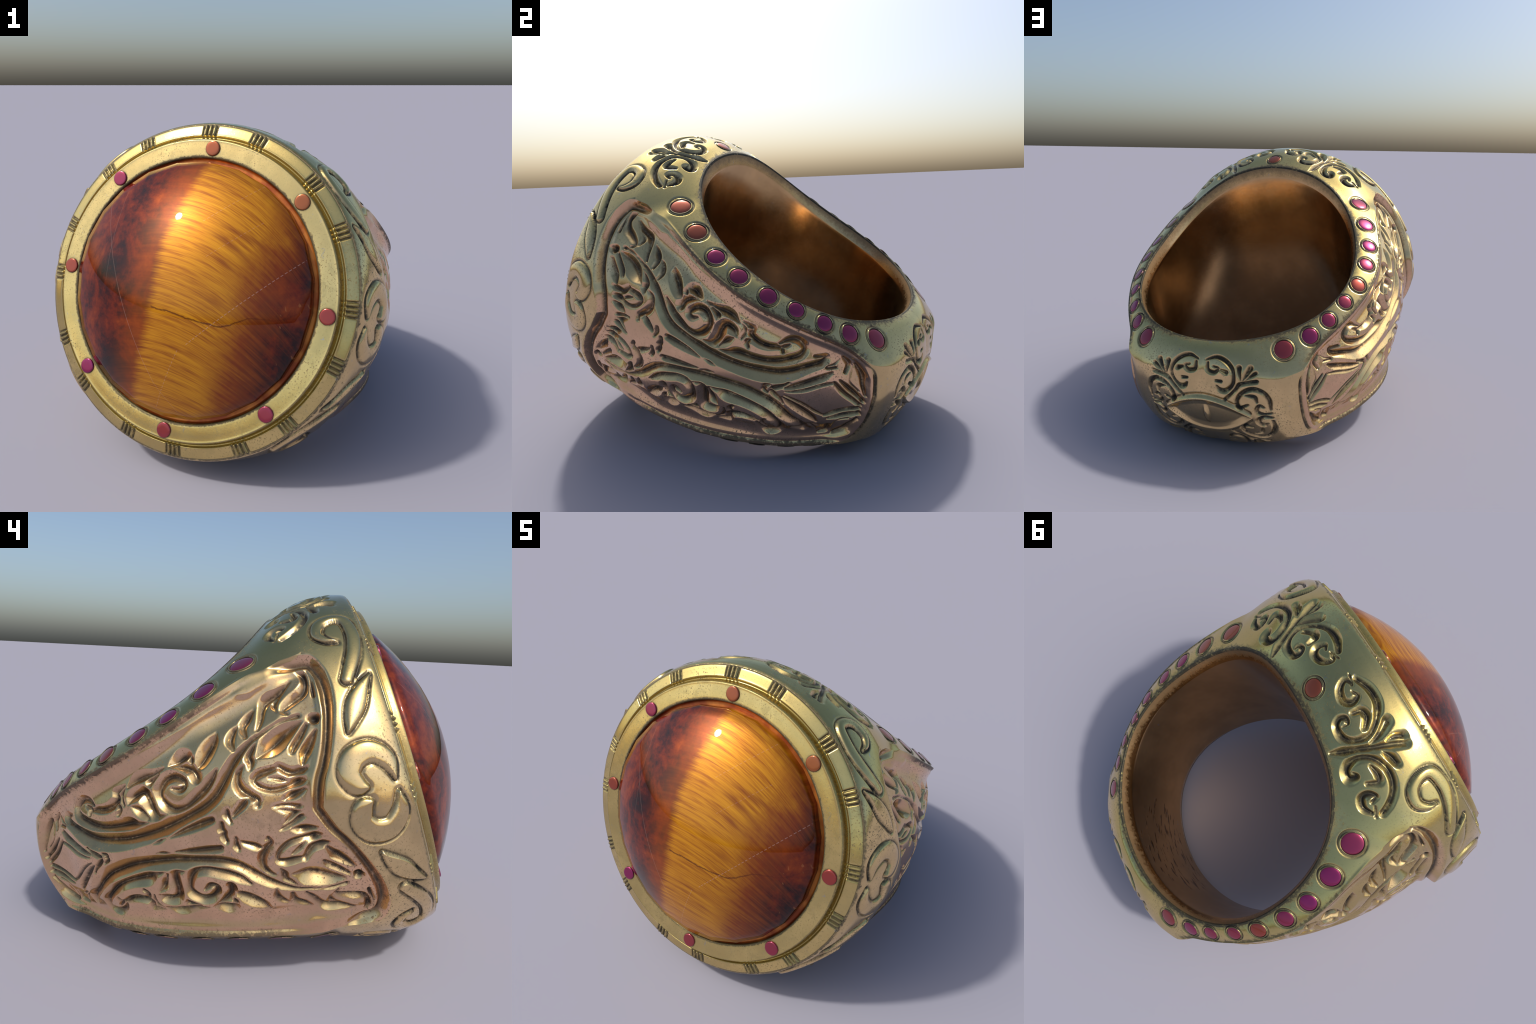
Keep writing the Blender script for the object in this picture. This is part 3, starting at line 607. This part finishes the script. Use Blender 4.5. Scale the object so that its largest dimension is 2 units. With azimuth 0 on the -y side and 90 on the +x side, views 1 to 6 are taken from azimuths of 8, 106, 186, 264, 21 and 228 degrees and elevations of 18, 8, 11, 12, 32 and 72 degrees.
# ------------------------------------------------------------------ the band
ph, G = base_surface(NPHI, NT, NS)
NV = G.shape[1]
def grid_normals(G):
    du = np.gradient(G, axis=0); dv = np.gradient(G, axis=1)
    # mirror-aware ends
    du[0, :, 1:] = 0; du[-1, :, 1:] = 0
    n = np.cross(dv, du); n /= np.linalg.norm(n, axis=2, keepdims=True) + 1e-12
    return n
NRM = grid_normals(G)
c0 = NRM[10, 5]
if c0[2] < 0: NRM = -NRM
NRM[0, :, 0] = 0; NRM[-1, :, 0] = 0; NRM[:, -1, 2] = 0
NRM /= np.linalg.norm(NRM, axis=2, keepdims=True)
H = relief(ph, G)
GD = G + NRM * H[..., None]
GD[:, -1, 2] = 0; GD[0, :, 0] = 0; GD[-1, :, 0] = 0

# inner wall: rounded lip, chamfer, straight wall
def inner_wall(ph, n_wall=26):
    rows = []
    rh, zh = rim(ph)
    def row(dr, z): rows.append(np.stack([(rh - dr) * np.sin(ph), YC - (rh - dr) * np.cos(ph), z], 1))
    for dr, dz in ((.0015, .0015), (.004, .005), (.006, .010), (.012, .025), (.019, .043), (.0245, .058), (.027, .064), (.0285, .071)): row(dr, zh - dz)
    for t in np.linspace(0, 1, n_wall)[1:]: row(.0285 + .014 * np.sin(t * np.pi / 2), (zh - .071) * (1 - t))
    return np.stack(rows, 1)
IW = inner_wall(ph)
FULL = np.concatenate([IW[:, ::-1], GD], 1)
V, F = mirror4(FULL, grid_faces(FULL.shape[0], FULL.shape[1]))
tag = np.tile(np.concatenate([np.zeros(IW.shape[1]), np.ones(NV - 1)])[None, :], (len(ph) - 1, 1)).ravel()
pan = panel_mask(ph, G)
pf = (pan[:-1, :-1] & pan[1:, 1:] & pan[:-1, 1:] & pan[1:, :-1])
tagg = np.zeros((len(ph) - 1, FULL.shape[1] - 1)); tagg[:, :IW.shape[1]] = 2
tagg[:, IW.shape[1]:][pf] = 1
rimw = np.linalg.norm(G - G[:, :1], axis=2)[:-1, :-1] < .008
tagg[:, IW.shape[1]:][rimw] = 3; tagg[:, IW.shape[1] - 3:IW.shape[1]] = 3
tags = np.tile(tagg.ravel(), 4)
key = np.round(V / 1e-5).astype(np.int64)
_, idx, inv = np.unique(key, axis=0, return_index=True, return_inverse=True); inv = inv.ravel()
V = V[idx]; F = inv[F]
ok = np.ones(len(F), bool)
for a in range(4):
    for b in range(a + 1, 4): ok &= F[:, a] != F[:, b]
F = F[ok]; tags = tags[ok]
vol = np.einsum('ij,ij->i', V[F[:, 0]], np.cross(V[F[:, 1]], V[F[:, 2]])).sum()
if vol < 0: F = F[:, ::-1]
VN = vert_normals(V, F)
def region(name, sel, mat):
    f = F[sel]; used, fi = np.unique(f, return_inverse=True)
    return add_mesh(name, V[used], fi.reshape(f.shape), mat, normals=VN[used])
cx = V[F].mean(1)[:, 0]
band = region("band", tags == 0, GOLD)
lining = region("finger_hole_lining", tags == 2, GOLD_IN)
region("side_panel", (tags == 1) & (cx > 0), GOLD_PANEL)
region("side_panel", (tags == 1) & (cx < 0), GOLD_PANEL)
region("worn_edge", tags == 3, GOLD_EDGE)

# ------------------------------------------------------------------ the bezel: turned profile about the y axis, with triple ridges
PROFILE = [(.7675, .0560), (.7675, .0480), (.7675, .0430), (.7670, .0412), (.7655, .0398), (.762, .0383), (.756, .0366), (.750, .0350), (.744, .0335), (.738, .0319), (.732, .0304), (.726, .0288), (.7215, .0274),
           (.7195, .0264), (.7170, .0256), (.7150, .0264), (.7132, .0300), (.7110, .0345), (.7070, .0372), (.7030, .0365), (.6990, .0320), (.6960, .0230), (.6935, .0110), (.6905, .002), (.688, -.0005), (.684, .0002), (.676, .0005), (.660, .0), (.640, .0), (.622, .0),
           (.612, .0003), (.607, .0015), (.6045, .005), (.6035, .012)]
SEAT_PROFILE = [(.6035, .012), (.6030, .018), (.6000, .0225), (.594, .0240), (.586, .0235), (.575, .0235), (.45, .0235)]
def bezel(n=1440):
    a = np.linspace(0, 2 * np.pi, n, endpoint=False)
    P = np.array(PROFILE); r = np.tile(P[:, 0], (n, 1)); y = np.tile(P[:, 1], (n, 1))
    d = a % (np.pi / 4); d = np.where(d > np.radians(32), d - np.pi / 4, d)             # two groups of ribs to each gem: just before it and between gems
    d = np.where(np.abs(d + np.radians(3.5)) < np.abs(d - np.radians(15.7)), d + np.radians(3.5), d - np.radians(15.7))
    s = d * .745                                                             # three small ribs between narrow cuts
    h = sum(np.exp(-((s - o) / .0065) ** 2) for o in (-.0215, 0, .0215)) * .0058 - sum(np.exp(-((s - o) / .0042) ** 2) for o in (-.0325, -.0108, .0108, .0325)) * .0085
    w = sstep(.704, .713, P[:, 0]) * (P[:, 1] < .0435) * (1 - .4 * sstep(.764, .7675, P[:, 0]))
    y = y - h[:, None] * w * .9; r = r + h[:, None] * w * .45
    V = np.stack([r * np.sin(a)[:, None], y, r * np.cos(a)[:, None]], -1).reshape(-1, 3)
    return V, grid_faces(n, len(P), close=True)
bv, bf = bezel()
bz = add_mesh("bezel", bv, bf, GOLD_BEZEL)

a = np.linspace(0, 2 * np.pi, 192, endpoint=False); SP = np.array(SEAT_PROFILE)
sv = np.stack([SP[:, 0] * np.sin(a)[:, None], SP[:, 1] + 0 * a[:, None], SP[:, 0] * np.cos(a)[:, None]], -1).reshape(-1, 3)
add_mesh("stone_seat", sv, grid_faces(192, len(SP), close=True), SEAT)

# ------------------------------------------------------------------ the domed stone
def dome(seg=24, rings=14):
    R, APEX, H0 = 1.387, -.227, 2.116
    prof = []
    for k in range(rings + 1):
        r = .579 * np.sin(k / rings * np.pi / 2) if False else .579 * k / rings
        prof.append((r, APEX + H0 * (1 - math.sqrt(1 - (r / R) ** 2))))
    prof += [(.5825, -.020), (.583, .0), (.583, .055)]
    prof = prof[1:]
    V = [(0, APEX, 0)]; F = []
    a = np.arange(seg) * 2 * np.pi / seg
    for r, y in prof:
        V += [(r * math.sin(t), y, r * math.cos(t)) for t in a]
    me = bpy.data.meshes.new("cabochon_stone")
    for j in range(seg):
        F.append((0, 1 + (j + 1) % seg, 1 + j))
        for i in range(len(prof) - 1):
            p, q = 1 + i * seg, 1 + (i + 1) * seg
            F.append((p + j, p + (j + 1) % seg, q + (j + 1) % seg, q + j))
    me.from_pydata(V, [], F); me.update()
    me.polygons.foreach_set("use_smooth", [True] * len(me.polygons))
    me.materials.append(STONE)
    ob = bpy.data.objects.new("cabochon_stone", me); bpy.context.scene.collection.objects.link(ob); ob.parent = root
    return ob
stone = dome()

# ------------------------------------------------------------------ red gems
def gem_mesh(name, flat):
    prof = [(0, 1.0), (.35, .97), (.62, .86), (.82, .64), (.94, .34), (1.0, 0.0), (1.0, -.6)] if not flat else \
           [(0, 1.0), (.5, 1.0), (.80, .985), (.90, .93), (.965, .80), (1.0, .55), (1.0, -.8)]
    n = 40; V = [(0, 0, prof[0][1])]; F = []
    for r, z in prof[1:]:
        V += [(r * math.cos(2 * math.pi * j / n), r * math.sin(2 * math.pi * j / n), z) for j in range(n)]
    for j in range(n):
        F.append((0, 1 + j, 1 + (j + 1) % n))
        for i in range(len(prof) - 2):
            p, q = 1 + i * n, 1 + (i + 1) * n
            F.append((p + j, q + j, q + (j + 1) % n, p + (j + 1) % n))
    me = bpy.data.meshes.new(name); me.from_pydata(V, [], F); me.update()
    me.polygons.foreach_set("use_smooth", [True] * len(me.polygons)); me.materials.append(GEM)
    return me
def place(me, name, p, n, rad, h, tone=.8):
    ob = bpy.data.objects.new(name, me); bpy.context.scene.collection.objects.link(ob); ob.parent = root
    q = Vector(n).to_track_quat("Z", "Y").to_matrix().to_4x4()
    ob["tone"] = tone
    ob.matrix_local = Matrix.Translation(Vector(p)) @ q @ Matrix.Diagonal((rad, rad, h, 1))
    return ob
def ring_mesh(name, R=1.05, r=.075, n=48, m=10):
    a, b2 = np.meshgrid(np.arange(n) * 2 * np.pi / n, np.arange(m) * 2 * np.pi / m, indexing="ij")
    V = np.stack([(R + r * np.cos(b2)) * np.cos(a), (R + r * np.cos(b2)) * np.sin(a), r * np.sin(b2)], -1).reshape(-1, 3)
    i, j = np.meshgrid(np.arange(n), np.arange(m), indexing="ij")
    F = np.stack([i * m + j, ((i + 1) % n) * m + j, ((i + 1) % n) * m + (j + 1) % m, i * m + (j + 1) % m], -1).reshape(-1, 4)
    me = bpy.data.meshes.new(name); me.from_pydata(V.tolist(), [], F.tolist()); me.update()
    me.polygons.foreach_set("use_smooth", [True] * len(me.polygons)); me.materials.append(GOLD)
    return me
SETTING = ring_mesh("gem_setting")
flat_gem = gem_mesh("bezel_gem", True); round_gem = gem_mesh("band_gem", False)
for k in range(8):
    a = k * math.pi / 4
    place(flat_gem, "bezel_gem", (.65 * math.sin(a), 0, .65 * math.cos(a)), (0, -1, 0), .0345, .0085, (.08, .0, .36, .62, .48, .95, .25, .72)[k])
TONE_R = (.15, .18, .15, .85, .80, .82, .85, .85, .75, .55); TONE_L = (.15, .75, .95, 1.0, .75, .30, .62, .70, .85, .45)
for gi, (gx, gy, gz, rad) in enumerate(GEMS):
    d = ((G[..., 0] - gx) ** 2 + (G[..., 1] - gy) ** 2 + (G[..., 2] - gz) ** 2)
    i, j = np.unravel_index(d.argmin(), d.shape); p = G[i, j]; n = NRM[i, j]
    for sx in ((1, -1) if gx > 0 else (1,)):
        for sz in (1, -1):
            place(round_gem, "band_gem", p * (sx, 1, sz) + n * (sx, 1, sz) * -.0040, n * (sx, 1, sz), rad, .0075, (TONE_R if sx > 0 else TONE_L)[gi])
            place(SETTING, "gem_setting", p * (sx, 1, sz) + n * (sx, 1, sz) * -.0022, n * (sx, 1, sz), rad, rad)
